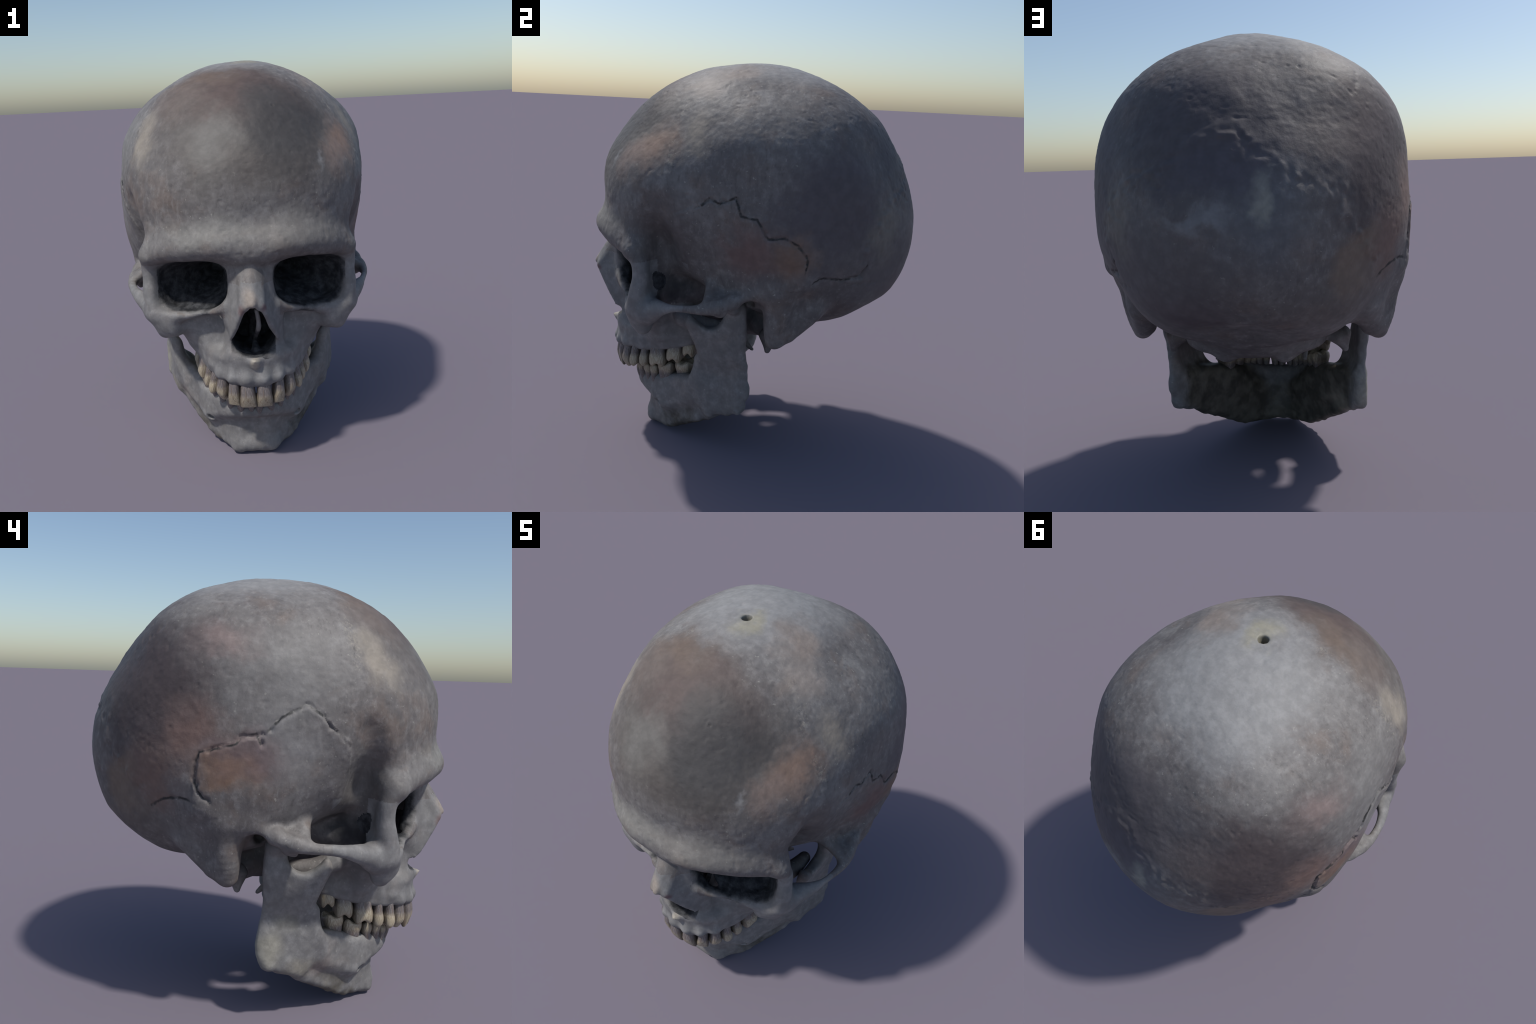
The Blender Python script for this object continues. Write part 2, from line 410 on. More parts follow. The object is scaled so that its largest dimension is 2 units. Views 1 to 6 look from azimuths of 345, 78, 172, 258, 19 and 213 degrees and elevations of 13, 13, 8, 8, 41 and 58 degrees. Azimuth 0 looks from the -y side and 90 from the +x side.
# -------------------------------------------------------------- mandible ----
def build_mandible():
    F = Field((-0.60, -0.72, -0.03), (0.56, 0.12, 0.92), CELL * 0.9)
    o = -0.022
    half = [(0.0, -.522, .010, .23, .032), (.085, -.505, .008, .24, .034), (.168, -.420, .016, .29, .034), (.222, -.362, .046, .33, .032),
            (.292, -.277, .104, .38, .030), (.350, -.188, .158, .41, .029), (.394, -.100, .217, .43, .027), (.440, -.03, .265, .44, .026)]
    rows = [(-x + o, y, a, b, r) for x, y, a, b, r in half[::-1]] + [(x + o, y, a, b, r) for x, y, a, b, r in half[1:]]
    F.wall(rows, (-.55, -.60, -.02), (.50, .06, .50), edge=.05)
    # tooth-bearing rim
    half = [(0, -.578, .23, .300, .042), (.075, -.569, .23, .305, .042), (.125, -.540, .22, .325, .040), (.166, -.492, .20, .342, .041),
            (.212, -.432, .16, .355, .046), (.255, -.345, .2, .380, .050), (.320, -.26, .25, .395, .050), (.37, -.18, .3, .42, .045)]
    rows = [(-x + o, y, a, b, r) for x, y, a, b, r in half[::-1]] + [(x + o, y, a, b, r) for x, y, a, b, r in half[1:]]
    F.wall(rows, (-.47, -.67, .08), (.42, -.10, .46), k=.07, edge=.045)
    # chin
    F.bar([(-.085 + o, -.514, .050, .036), (o, -.524, .06, .034), (.085 + o, -.514, .050, .036)], k=.04)
    for s in (-1, 1):
        wide = .022 if s < 0 else 0.0
        ramus = [(-.235, .34), (-.232, .42), (-.226, .50), (-.245, .60), (-.282, .70), (-.296, .745), (-.272, .785), (-.235, .750), (-.190, .720),
                 (-.140, .728), (-.105, .775), (-.095, .845), (-.050, .868), (-.012, .840), (.000, .740), (.000, .62), (.006, .54), (.018, .44),
                 (.022, .37), (.002, .305), (-.042, .268), (-.120, .240), (-.19, .22)]
        ramus = [(y + .012 * (s > 0 and y > -.06), z) for y, z in ramus]
        F.plate(ramus, lambda Y, Z, s=s, w=wide: s * (.446 + w * .4 + .28 * (1 - np.clip((Z - .45) / .3, 0, 1)) * Y + .026 * np.clip((Z - .45) / .3, 0, 1)) + o * .8,
                lambda Y, Z: .019 + .004 * np.clip((Y + .30) * 3, 0, 1) + .013 * np.clip((Z - .5) / .2, 0, 1),
                (-.58 if s < 0 else .25, -.36, .14), (-.25 if s < 0 else .54, .08, .90), k=.05, edge=.03)
        # condyle
        F.bar([(s * .43 + o * .6, -.045, .845, .028), (s * .52 + o * .6, -.055, .840, .028)], k=.04)
        # oblique line and mental foramen
        F.bar([(s * .395 + o, -.235, .52, .018), (s * .380 + o, -.25, .42, .022), (s * .340 + o, -.28, .32, .02)], k=.05)
        F.egg((s * .228 + o, -.475, .187), (.018, .03, .016), k=.008, cut=True)
    # hollow between chin and teeth
    F.egg((o, -.640, .145), (.14, .06, .05), k=.06, cut=True)
    return F

# ------------------------------------------------------- sutures and pits ---
SQUAMOSAL_RIGHT = [(-.57, -.37, 1.20), (-.61, -.34, 1.29), (-.63, -.28, 1.33), (-.64, -.22, 1.40), (-.65, -.15, 1.44), (-.67, -.06, 1.39),
                   (-.68, -.01, 1.34), (-.68, .03, 1.31), (-.68, .02, 1.285), (-.68, .04, 1.32), (-.68, .10, 1.31), (-.69, .115, 1.28),
                   (-.68, .18, 1.26), (-.66, .26, 1.24), (-.66, .28, 1.19), (-.66, .28, 1.12), (-.67, .26, 1.07), (-.68, .22, 1.03)]
SQUAMOSAL_LEFT = [(.60, -.32, 1.29), (.62, -.21, 1.35), (.62, -.17, 1.38), (.62, -.12, 1.36), (.63, -.05, 1.39), (.62, -.02, 1.31), (.63, .05, 1.30),
                  (.63, .10, 1.22), (.64, .17, 1.23), (.64, .23, 1.20), (.64, .28, 1.14), (.64, .27, 1.06), (.64, .23, .99)]
MASTOID_RIGHT = [(-.66, .27, 1.03), (-.62, .34, 1.05), (-.57, .41, 1.04), (-.52, .47, 1.00)]
MASTOID_LEFT = [(.63, .30, 1.00), (.60, .36, 1.04), (.54, .46, 1.02), (.48, .54, 1.045), (.47, .55, 1.09)]
CRACK_LEFT = [(.54, .46, 1.0), (.51, .49, .99), (.41, .62, .99)]
LAMBDOID = [(.48, .55, 1.09), (.50, .54, 1.20), (.43, .62, 1.33), (.34, .69, 1.41), (.24, .76, 1.42), (.17, .75, 1.51), (.06, .75, 1.55), (-.03, .75, 1.55),
            (-.10, .77, 1.49), (-.25, .78, 1.40), (-.33, .76, 1.37), (-.41, .71, 1.35), (-.41, .70, 1.24), (-.50, .51, 1.08)]
CORONAL_RIGHT = [(-.20, -.26, 1.945), (-.37, -.31, 1.84), (-.47, -.32, 1.75), (-.51, -.34, 1.67), (-.54, -.36, 1.59), (-.58, -.33, 1.52)]
CORONAL_LEFT = [(.20, -.25, 1.945), (.35, -.27, 1.84), (.39, -.30, 1.79), (.43, -.34, 1.71), (.49, -.34, 1.61), (.54, -.35, 1.50)]

NUCHAL_RIDGE = [(.38, .58, .97), (.20, .70, .93), (.05, .70, .89), (-.03, .68, .87), (-.10, .70, .89), (-.25, .71, .95), (-.40, .60, .99)]

def line_distance(P, line):
    p = np.array(laid_on_vault(line, .04) if line is not NUCHAL_RIDGE else line); best = np.full(len(P), 9.0)
    lo, hi = p.min(0) - .12, p.max(0) + .12
    m = ((P > lo) & (P < hi)).all(1)
    Q = P[m]; b = best[m]
    for a, c in zip(p[:-1], p[1:]):
        e = c - a; t = np.clip(((Q - a) @ e) / (e @ e), 0, 1)
        b = np.minimum(b, np.linalg.norm(Q - a - t[:, None] * e, axis=1))
    best[m] = b
    return best

def laid_on_vault(line, step=9):
    """suture path laid on the surface of the braincase, subdivided if a step is given"""
    T = vault_radius_table(); ne, na = T.shape
    p = np.array(line, float); out = []
    for a, b in zip(p[:-1], p[1:]):
        n = max(1, math.ceil(np.linalg.norm(b - a) / step))
        out += [a + (b - a) * i / n for i in range(n)]
    q = np.array(out + [p[-1]]) - VAULT_MIDDLE
    r = np.linalg.norm(q, axis=1)
    el = (np.arcsin(q[:, 2] / r) / np.pi + .5) * (ne - 1)
    az = (np.arctan2(q[:, 0], -q[:, 1]) / (2 * np.pi) % 1) * na
    R = T[np.round(el).astype(int), np.round(az).astype(int) % na]
    return [tuple(v) for v in q / r[:, None] * R[:, None] + VAULT_MIDDLE]

SQUAMOSAL_RIGHT, SQUAMOSAL_LEFT, MASTOID_RIGHT, MASTOID_LEFT, CRACK_LEFT, LAMBDOID, CORONAL_RIGHT, CORONAL_LEFT = (
    laid_on_vault(l) for l in (SQUAMOSAL_RIGHT, SQUAMOSAL_LEFT, MASTOID_RIGHT, MASTOID_LEFT, CRACK_LEFT, LAMBDOID, CORONAL_RIGHT, CORONAL_LEFT))

def wobble(P, amp, freq):
    return P + amp * np.stack([vnoise(P, freq, 1), vnoise(P, freq, 2), vnoise(P, freq, 3)], 1)

def relief_cranium(V, N):
    W = wobble(V, .012, 45)
    d = np.zeros(len(V))
    d += .0030 * vnoise(V, 8, 4) + .0010 * vnoise(V, 28, 5)
    fine = vnoise(V, 70, 6)
    upper = np.clip((V[:, 2] - 1.05) / .2, 0, 1)
    d += .0009 * fine * upper
    pits = np.clip(vnoise(V, 52, 51) - .55, 0, 1) * np.clip(vnoise(V, 7, 52) + .5, 0, 1)
    d -= .008 * pits * upper
    # rough, knotted bone along the back of the vault
    back = np.exp(-((V[:, 1] - .72) / .16) ** 2) * np.clip((V[:, 2] - 1.2) / .15, 0, 1)
    d += .0040 * back * (vnoise(V, 17, 8) * np.clip(vnoise(V, 6, 14) + .5, 0, 1) + .5 * vnoise(V, 40, 15) * np.clip(vnoise(V, 8, 16), 0, 1))
    etched = np.exp(-(((V - np.array([.44, .61, 1.24])) / np.array([.10, .14, .16])) ** 2).sum(1))
    d -= .006 * etched * np.clip(vnoise(V, 46, 17) + .1, 0, 1)
    for line, depth, width in ((SQUAMOSAL_RIGHT, .016, .0075), (SQUAMOSAL_LEFT, .012, .007), (MASTOID_RIGHT, .008, .008), (MASTOID_LEFT, .010, .008),
                               (CRACK_LEFT, .004, .006)):
        q = line_distance(W, line)
        patchy = np.clip(.75 + .7 * vnoise(V, 14, 9), .2, 1.2)
        d -= depth * patchy * np.exp(-(q / width) ** 2)
    for line, lift in ((LAMBDOID, .007), (CORONAL_RIGHT, .0022), (CORONAL_LEFT, .0018)):
        q = line_distance(V, line)
        d += lift * np.exp(-(q / .030) ** 2) * (vnoise(V, 42, 11) + .2 * (line is LAMBDOID))
    q = line_distance(V, NUCHAL_RIDGE)
    d += .008 * np.exp(-(q / .026) ** 2) * (1 + .5 * vnoise(V, 20, 18))
    # squama of the temporal bones stands a little proud of the parietals
    for sgn, line, lift in ((-1, SQUAMOSAL_RIGHT, .006), (1, SQUAMOSAL_LEFT, .004)):
        zs = np.interp(V[:, 1], [-.37, -.34, -.22, -.15, -.06, .03, .12, .26, .28], [1.20, 1.29, 1.40, 1.44, 1.39, 1.31, 1.29, 1.24, 1.12] if sgn < 0 else
                       [1.24, 1.29, 1.35, 1.37, 1.39, 1.30, 1.22, 1.18, 1.10])
        below = (V[:, 0] * sgn > .45) & (V[:, 2] < zs) & (V[:, 1] < .29) & (V[:, 1] > -.34) & (V[:, 2] > .98)
        q = line_distance(V, line)
        d += np.where(below, lift * np.exp(-(q / .05) ** 2), 0)
    # pits in the left temple, pores over the brows
    for c, r, dep in (((.60, -.19, 1.205), .013, .012), ((.605, -.195, 1.19), .011, .010), ((.61, -.15, 1.20), .009, .008), ((.55, -.23, 1.08), .018, .008),
                      ((.48, .54, 1.045), .020, .020), ((.47, -.16, 1.77), .007, .006), ((.13, -.57, 1.77), .006, .008)):
        q = np.linalg.norm(W - np.array(c), axis=1)
        d -= dep * np.exp(-(q / r) ** 2)
    brow = np.exp(-((V[:, 2] - 1.17) / .12) ** 2) * (V[:, 1] < -.55)
    d -= .004 * brow * np.clip(vnoise(V, 38, 13) - .45, 0, 1) * 2
    face = (V[:, 2] < 1.05) & (V[:, 1] < -.2)
    d = np.where(face, d * .7, d)
    return V + N * d[:, None]

def relief_mandible(V, N):
    d = .0035 * vnoise(V, 12, 21) + .0016 * vnoise(V, 34, 22)
    low = np.exp(-((V[:, 2] - .0 - np.interp(V[:, 1], [-.5, -.3, 0], [0, .1, .27])) / .05) ** 2)
    d += .006 * low * vnoise(V, 30, 23)
    edge = (V[:, 1] > -.03) & (V[:, 2] < .7)
    d += np.where(edge, .006 * vnoise(V, 26, 24), 0)
    return V + N * d[:, None]

# ------------------------------------------------------------- materials ----
class Nodes:
    """small helper to write node maths as code"""
    def __init__(self, name):
        self.mat = bpy.data.materials.new(name); self.mat.use_nodes = True
        self.t = self.mat.node_tree; self.t.nodes.clear()
        self.out = self.t.nodes.new('ShaderNodeOutputMaterial')
        self.bsdf = self.t.nodes.new('ShaderNodeBsdfPrincipled')
        self.t.links.new(self.bsdf.outputs[0], self.out.inputs[0])
        self.obj = self.t.nodes.new('ShaderNodeTexCoord').outputs['Object']
    def put(self, sock, v):
        if hasattr(v, 'is_linked') or isinstance(v, bpy.types.NodeSocket): self.t.links.new(v, sock)
        elif v is not None: sock.default_value = v
    def math(self, op, a, b=None, c=None, clamp=False):
        n = self.t.nodes.new('ShaderNodeMath'); n.operation = op; n.use_clamp = clamp
        for i, v in enumerate((a, b, c)): self.put(n.inputs[i], v)
        return n.outputs[0]
    def vec(self, op, a, b=None, scale=None):
        n = self.t.nodes.new('ShaderNodeVectorMath'); n.operation = op
        self.put(n.inputs[0], a); self.put(n.inputs[1], b)
        if scale is not None: self.put(n.inputs['Scale'], scale)
        return n.outputs['Value'] if op in ('DISTANCE', 'LENGTH', 'DOT_PRODUCT') else n.outputs['Vector']
    def noise(self, co, scale, detail=4, rough=.55, color=False, dist=0):
        n = self.t.nodes.new('ShaderNodeTexNoise'); self.put(n.inputs['Vector'], co)
        n.inputs['Scale'].default_value = scale; n.inputs['Detail'].default_value = detail
        n.inputs['Roughness'].default_value = rough; n.inputs['Distortion'].default_value = dist
        return n.outputs['Color' if color else 'Fac']
    def span(self, v, a, b, lo=0.0, hi=1.0, smooth=True):
        n = self.t.nodes.new('ShaderNodeMapRange'); n.interpolation_type = 'SMOOTHSTEP' if smooth else 'LINEAR'; n.clamp = True
        for i, x in enumerate((v, a, b, lo, hi)): self.put(n.inputs[i], x)
        return n.outputs[0]
    def mix(self, f, a, b, mode='MIX'):
        n = self.t.nodes.new('ShaderNodeMix'); n.data_type = 'RGBA'; n.blend_type = mode
        self.put(n.inputs[0], f)
        for s, v in ((n.inputs[6], a), (n.inputs[7], b)):
            self.put(s, tuple(v) + (1,) if isinstance(v, tuple) and len(v) == 3 else v)
        return n.outputs[2]
    def wander(self, amount, scale, co=None, detail=3):
        c = self.noise(co or self.obj, scale, detail, color=True)
        return self.vec('ADD', co or self.obj, self.vec('SCALE', self.vec('SUBTRACT', c, (.5, .5, .5)), scale=amount))
    def patch(self, col, co, centre, radius, tint, strength=1.0, inner=.25):
        r = radius if isinstance(radius, tuple) else (radius,) * 3
        d = self.vec('LENGTH', self.vec('DIVIDE', self.vec('SUBTRACT', co, centre), r))
        return self.mix(self.span(d, inner, 1.0, strength, 0.0), col, tint)
    def line(self, co, pts):
        best = None
        for a, b in zip(pts[:-1], pts[1:]):
            a, b = Vector(a), Vector(b); e = b - a
            pa = self.vec('SUBTRACT', co, tuple(a))
            h = self.math('MULTIPLY', self.vec('DOT_PRODUCT', pa, tuple(e)), 1 / e.length_squared, clamp=True)
            d = self.vec('LENGTH', self.vec('SUBTRACT', pa, self.vec('SCALE', tuple(e), scale=h)))
            best = d if best is None else self.math('MINIMUM', best, d)
        return best
    def bump(self, h, strength, dist):
        n = self.t.nodes.new('ShaderNodeBump'); self.put(n.inputs['Height'], h)
        n.inputs['Strength'].default_value = strength; n.inputs['Distance'].default_value = dist
        self.t.links.new(n.outputs[0], self.bsdf.inputs['Normal'])

PALE = (.270, .265, .255)
DARK = (.105, .098, .105)

def bone_base(n, warm=.0):
    co = n.wander(.10, 5)
    big = n.noise(co, 3.2, 5, .6)
    fine = n.noise(n.obj, 22, 6, .65)
    grain = n.noise(n.obj, 90, 4, .7)
    col = n.mix(n.span(big, .38, .66), (.128, .117, .114), (.176, .167, .161))
    col = n.mix(n.span(fine, .50, .75, 0, .32), col, PALE)
    col = n.mix(n.span(fine, .44, .24, 0, .30), col, DARK)
    tone = n.noise(n.wander(.2, 3), 5.5, 4, .6)
    col = n.mix(n.span(tone, .50, .70, 0, .55), col, (.155, .118, .098))
    hair = n.noise(n.vec('MULTIPLY', n.wander(.05, 9), (1, 1, .35)), 48, 5, .7)
    col = n.mix(n.span(hair, .52, .70, 0, .35), col, (.27, .26, .245))
    col = n.mix(n.span(hair, .46, .32, 0, .45), col, (.080, .073, .072))
    speck = n.noise(n.obj, 60, 2, .5)
    col = n.mix(n.span(speck, .69, .75, 0, .5), col, (.36, .35, .31))
    col = n.mix(n.span(speck, .28, .22, 0, .4), col, (.06, .058, .06))
    h = n.math('ADD', n.math('MULTIPLY', fine, .6), n.math('MULTIPLY', grain, .4))
    n.bump(h, .35, .006)
    n.bsdf.inputs['Roughness'].default_value = .62
    n.bsdf.inputs['Specular IOR Level'].default_value = .35
    return col, fine

VAULT_STAINS_AND_SHADE = [
    # centre, radius, colour, strength
    ((.03, -.58, 1.64), (.42, .32, .27), (.088, .077, .070), .85),   # brownish forehead
    ((-.50, .48, 1.45), (.30, .28, .30), (.078, .061, .061), .9),   # maroon rear of the right side
    ((.05, .72, 1.58), (.38, .30, .27), (.080, .071, .076), .85),
    ((.58, .40, 1.36), (.22, .30, .26), (.095, .084, .092), .80),
    ((.25, .62, 1.05), (.34, .30, .22), (.105, .095, .098), .7),
    ((-.08, .12, 1.97), (.40, .36, .13), (.252, .251, .249), .72),     # paler crown
    ((-.50, -.42, 1.10), (.14, .12, .16), (.090, .082, .078), .50),  # temples: grime, deepened with painted shade
    ((-.38, -.36, .89), (.11, .12, .085), (.026, .026, .028), .85),  # deep shade of the hollow behind the cheekbone, painted on
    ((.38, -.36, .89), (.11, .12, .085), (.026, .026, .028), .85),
    ((.50, -.40, 1.10), (.14, .12, .16), (.085, .076, .074), .50),
    ((-.60, -.05, 1.55), (.16, .24, .18), (.185, .180, .175), .55),
    ((-.66, -.10, 1.24), (.14, .16, .14), (.205, .200, .198), .6),
    ((-.40, .58, .96), (.24, .20, .13), (.105, .088, .080), .5),
    ((-.66, .28, 1.30), (.14, .14, .15), (.150, .098, .084), .75),
    ((-.55, .44, 1.14), (.16, .18, .13), (.175, .118, .098), .85),
    ((-.70, .14, 1.14), (.09, .11, .07), (.205, .125, .080), .75),
    ((-.68, .06, 1.21), (.12, .16, .10), (.140, .100, .100), .6),
    ((-.62, .18, 1.69), (.14, .12, .08), (.20, .15, .14), .6),
    ((-.44, .63, 1.08), (.10, .12, .10), (.16, .12, .09), .65),
    ((.00, -.52, 1.82), (.28, .22, .17), (.092, .068, .062), .85),
    ((-.20, -.37, 1.90), (.19, .10, .09), (.130, .096, .076), .7),
    ((-.32, -.42, 1.80), (.14, .14, .14), (.135, .108, .094), .5),
    ((.15, -.62, 1.68), (.18, .25, .22), (.056, .053, .053), .75),
    ((-.16, -.68, 1.62), (.14, .15, .16), (.140, .133, .124), .7),
    ((.45, -.44, 1.60), (.10, .11, .12), (.210, .145, .112), .8),
    ((.42, -.55, 1.53), (.10, .12, .10), (.21, .155, .13), .6),
    ((.34, -.65, 1.51), (.035, .05, .045), (.25, .25, .25), .7),
    ((.52, -.25, 1.65), (.09, .08, .09), (.25, .22, .185), .7),
    ((-.48, -.44, 1.62), (.09, .10, .15), (.265, .235, .195), .7),
    ((.24, -.08, 1.95), (.10, .12, .10), (.24, .195, .165), .6),
    ((.34, -.22, 1.87), (.10, .10, .10), (.26, .225, .20), .6),
    ((-.20, -.77, 1.22), (.22, .15, .07), (.205, .200, .182), .4),
    ((.22, -.76, 1.22), (.22, .15, .07), (.205, .193, .174), .4),
    ((.65, .02, 1.14), (.12, .17, .12), (.155, .105, .095), .8),
    ((.65, .22, 1.13), (.09, .09, .10), (.175, .118, .09), .85),
    ((.57, -.40, 1.24), (.12, .12, .14), (.115, .10, .098), .6),
    ((-.12, .83, 1.26), (.18, .18, .18), (.120, .126, .138), .6),
    ((-.12, .82, 1.31), (.05, .08, .07), (.245, .245, .215), .8),
    ((.10, .83, 1.24), (.10, .08, .05), (.20, .21, .22), .6),
    ((.02, .80, 1.42), (.20, .12, .10), (.085, .078, .092), .75),
    ((.17, .70, .92), (.18, .15, .09), (.11, .092, .095), .7),
    ((-.03, .63, .85), (.05, .06, .035), (.26, .245, .225), .8),
    ((-.45, .60, 1.06), (.11, .14, .12), (.17, .13, .105), .6),
    ((.42, .63, 1.25), (.09, .13, .17), (.17, .155, .135), .6),
    ((.01, -.11, 1.985), (.07, .10, .06), (.28, .26, .19), .6),
]

def bone_vault():
    n = Nodes('weathered_bone')
    col, fine = bone_base(n)
    co = n.wander(.10, 15, co=n.wander(.26, 4.5, detail=4), detail=5)
    for c, r, tint, s in VAULT_STAINS_AND_SHADE:
        k = 1.5
        col = n.patch(col, co, c, tuple(v * k for v in r), tint, min(1.0, s * 1.25), inner=.35 if max(r) > .2 else .15)
    grain = n.span(fine, .33, .70, .88, 1.10)
    col = n.mix(1.0, col, grain, 'MULTIPLY')
    w = n.wander(.012, 30, detail=4)
    q = n.line(w, SQUAMOSAL_RIGHT[3:])
    for l in (SQUAMOSAL_LEFT[1:], MASTOID_RIGHT, MASTOID_LEFT):
        q = n.math('MINIMUM', q, n.line(w, l))
    gap = n.noise(n.obj, 16, 3)
    col = n.mix(n.math('MULTIPLY', n.span(q, .002, .0095, 1, 0), n.span(gap, .36, .52, .25, .95)), col, (.022, .022, .022))
    q = n.line(w, CORONAL_RIGHT)
    q = n.math('MINIMUM', q, n.line(w, CORONAL_LEFT))
    crumbs = n.noise(n.obj, 75, 3, .7)
    band = n.math('MULTIPLY', n.span(q, .004, .040, 1, 0), n.span(n.noise(n.obj, 7, 3), .40, .60))
    col = n.mix(n.math('MULTIPLY', band, n.span(crumbs, .50, .64, 0, .55)), col, (.30, .275, .225))
    col = n.mix(n.math('MULTIPLY', band, n.span(crumbs, .44, .34, 0, .6)), col, (.07, .068, .065))
    n.put(n.bsdf.inputs['Base Color'], col)
    return n.mat

def bone_face():
    n = Nodes('face_bone')
    col, fine = bone_base(n)
    co = n.wander(.08, 8, detail=5)
    col = n.mix(.5, col, (.215, .218, .220))
    for c, r, tint, s in (((-.02, -.86, .94), (.05, .10, .08), (.30, .255, .215), .8), ((-.01, -.76, .58), (.04, .05, .05), (.36, .32, .26), .85),
                          ((-.06, -.85, .88), (.03, .05, .05), (.16, .09, .085), .6), ((.05, -.86, .89), (.03, .05, .03), (.13, .055, .06), .7)):
        col = n.patch(col, co, c, r, tint, s)
    col = n.mix(1.0, col, n.span(fine, .35, .68, .86, 1.12), 'MULTIPLY')
    n.put(n.bsdf.inputs['Base Color'], col)
    return n.mat

def bone_jaw():
    n = Nodes('jaw_bone')
    col, fine = bone_base(n)
    col = n.mix(.45, col, (.225, .226, .224))
    co = n.wander(.09, 8, detail=5)
    p = n.t.nodes.new('ShaderNodeSeparateXYZ'); n.put(p.inputs[0], n.wander(.05, 14, detail=5))
    u = n.math('DIVIDE', n.math('ADD', p.outputs['X'], .02), .415); v = n.math('DIVIDE', n.math('SUBTRACT', p.outputs['Y'], .05), .565)
    ring = n.math('ADD', n.math('MULTIPLY', u, u), n.math('MULTIPLY', v, v))
    tongue_shade = n.mix(n.span(n.noise(n.obj, 14, 5), .38, .62), (.050, .044, .032), (.110, .098, .075))
    col = n.mix(n.span(ring, 1.02, .88, 0, .9), col, tongue_shade)          # tongue-side shade painted in as olive brown
    for c, r, tint, s in (((-.50, -.02, .36), (.10, .12, .12), (.30, .285, .235), .8), ((-.40, -.16, .26), (.12, .14, .08), (.28, .255, .20), .7),
                          ((-.50, -.12, .48), (.08, .10, .08), (.25, .235, .18), .5), ((-.47, -.10, .60), (.08, .14, .14), (.165, .155, .15), .6),
                          ((-.36, -.26, .24), (.07, .08, .08), (.24, .19, .165), .6),
                          ((.48, -.10, .50), (.06, .09, .12), (.165, .14, .13), .5), ((.0, -.60, .16), (.16, .06, .05), (.13, .122, .125), .5)):
        col = n.patch(col, co, c, r, tint, s)
    col = n.mix(1.0, col, n.span(fine, .35, .68, .84, 1.14), 'MULTIPLY')
    n.put(n.bsdf.inputs['Base Color'], col)
    return n.mat

def socket_shade():
    """bone at the rim, shade painted near-black further in"""
    n = Nodes('painted_shade_cavity')
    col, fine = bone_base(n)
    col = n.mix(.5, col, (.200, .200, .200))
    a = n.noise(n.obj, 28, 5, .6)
    cavity_shade = n.mix(n.span(a, .35, .7), (.014, .015, .018), (.060, .062, .066))
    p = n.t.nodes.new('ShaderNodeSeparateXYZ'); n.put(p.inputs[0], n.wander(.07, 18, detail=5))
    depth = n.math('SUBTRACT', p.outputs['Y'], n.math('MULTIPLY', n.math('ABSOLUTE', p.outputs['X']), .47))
    n.put(n.bsdf.inputs['Base Color'], n.mix(n.span(depth, -.775, -.735), col, cavity_shade))  # shade of sockets and nose put into the colour, from the rim inward
    n.bump(a, .6, .012)
    n.bsdf.inputs['Roughness'].default_value = .8
    return n.mat

def tooth_enamel():
    n = Nodes('stained_tooth')
    z = n.t.nodes.new('ShaderNodeSeparateXYZ'); n.put(z.inputs[0], n.wander(.02, 25)); h = z.outputs['Z']
    a = n.noise(n.obj, 35, 5, .6)
    info = n.t.nodes.new('ShaderNodeObjectInfo').outputs['Random']
    crown = n.mix(n.span(a, .35, .68), (.26, .205, .13), (.48, .43, .33))
    crown = n.mix(n.math('MULTIPLY', info, .45), crown, (.20, .175, .14))
    root = n.mix(n.span(a, .35, .7), (.085, .075, .075), (.23, .20, .19))
    col = n.mix(n.span(h, .045, .085), crown, root)
    side = n.t.nodes.new('ShaderNodeSeparateXYZ'); n.put(side.inputs[0], n.wander(.25, 9))
    col = n.mix(n.span(n.math('ABSOLUTE', side.outputs['X']), .30, .50, 0, .85), col, (.055, .042, .032))   # soil between the teeth
    col = n.mix(n.span(n.noise(n.obj, 9, 4, color=False), .52, .68, 0, .6), col, (.15, .10, .065))
    streak = n.noise(n.vec('MULTIPLY', n.obj, (1, 1, .25)), 70, 3)
    col = n.mix(n.span(streak, .56, .72, 0, .3), col, (.10, .07, .05))
    n.put(n.bsdf.inputs['Base Color'], col)
    n.bsdf.inputs['Roughness'].default_value = .42
    n.bump(a, .3, .004)
    return n.mat

# ----------------------------------------------------------------- build ----
def whole_mesh(F, relief, rounds):
    V, Q = F.mesh()
    V = relax(V, Q, rounds)
    V = relief(V, normals_of(V, Q))
    return V, Q, normals_of(V, Q)

def bone_object(name, V, Q, N, sel, mats, slot, parent):
    q = Q[sel]
    used = np.unique(q)
    remap = np.full(len(V), -1, np.int64); remap[used] = np.arange(len(used))
    me = bpy.data.meshes.new(name)
    me.vertices.add(len(used)); me.vertices.foreach_set('co', V[used].astype(np.float32).ravel())
    me.loops.add(4 * len(q)); me.loops.foreach_set('vertex_index', remap[q].astype(np.int32).ravel())
    me.polygons.add(len(q)); me.polygons.foreach_set('loop_start', np.arange(0, 4 * len(q), 4, dtype=np.int32))
    me.update(calc_edges=True); me.validate()
    for m in mats: me.materials.append(m)
    if slot is not None:
        me.polygons.foreach_set('material_index', slot[sel].astype(np.int32))
    me.polygons.foreach_set('use_smooth', np.ones(len(me.polygons), bool))
    me.normals_split_custom_set_from_vertices(N[used].astype(np.float32).tolist())
    ob = bpy.data.objects.new(name, me); bpy.context.scene.collection.objects.link(ob)
    ob.parent = parent
    return ob

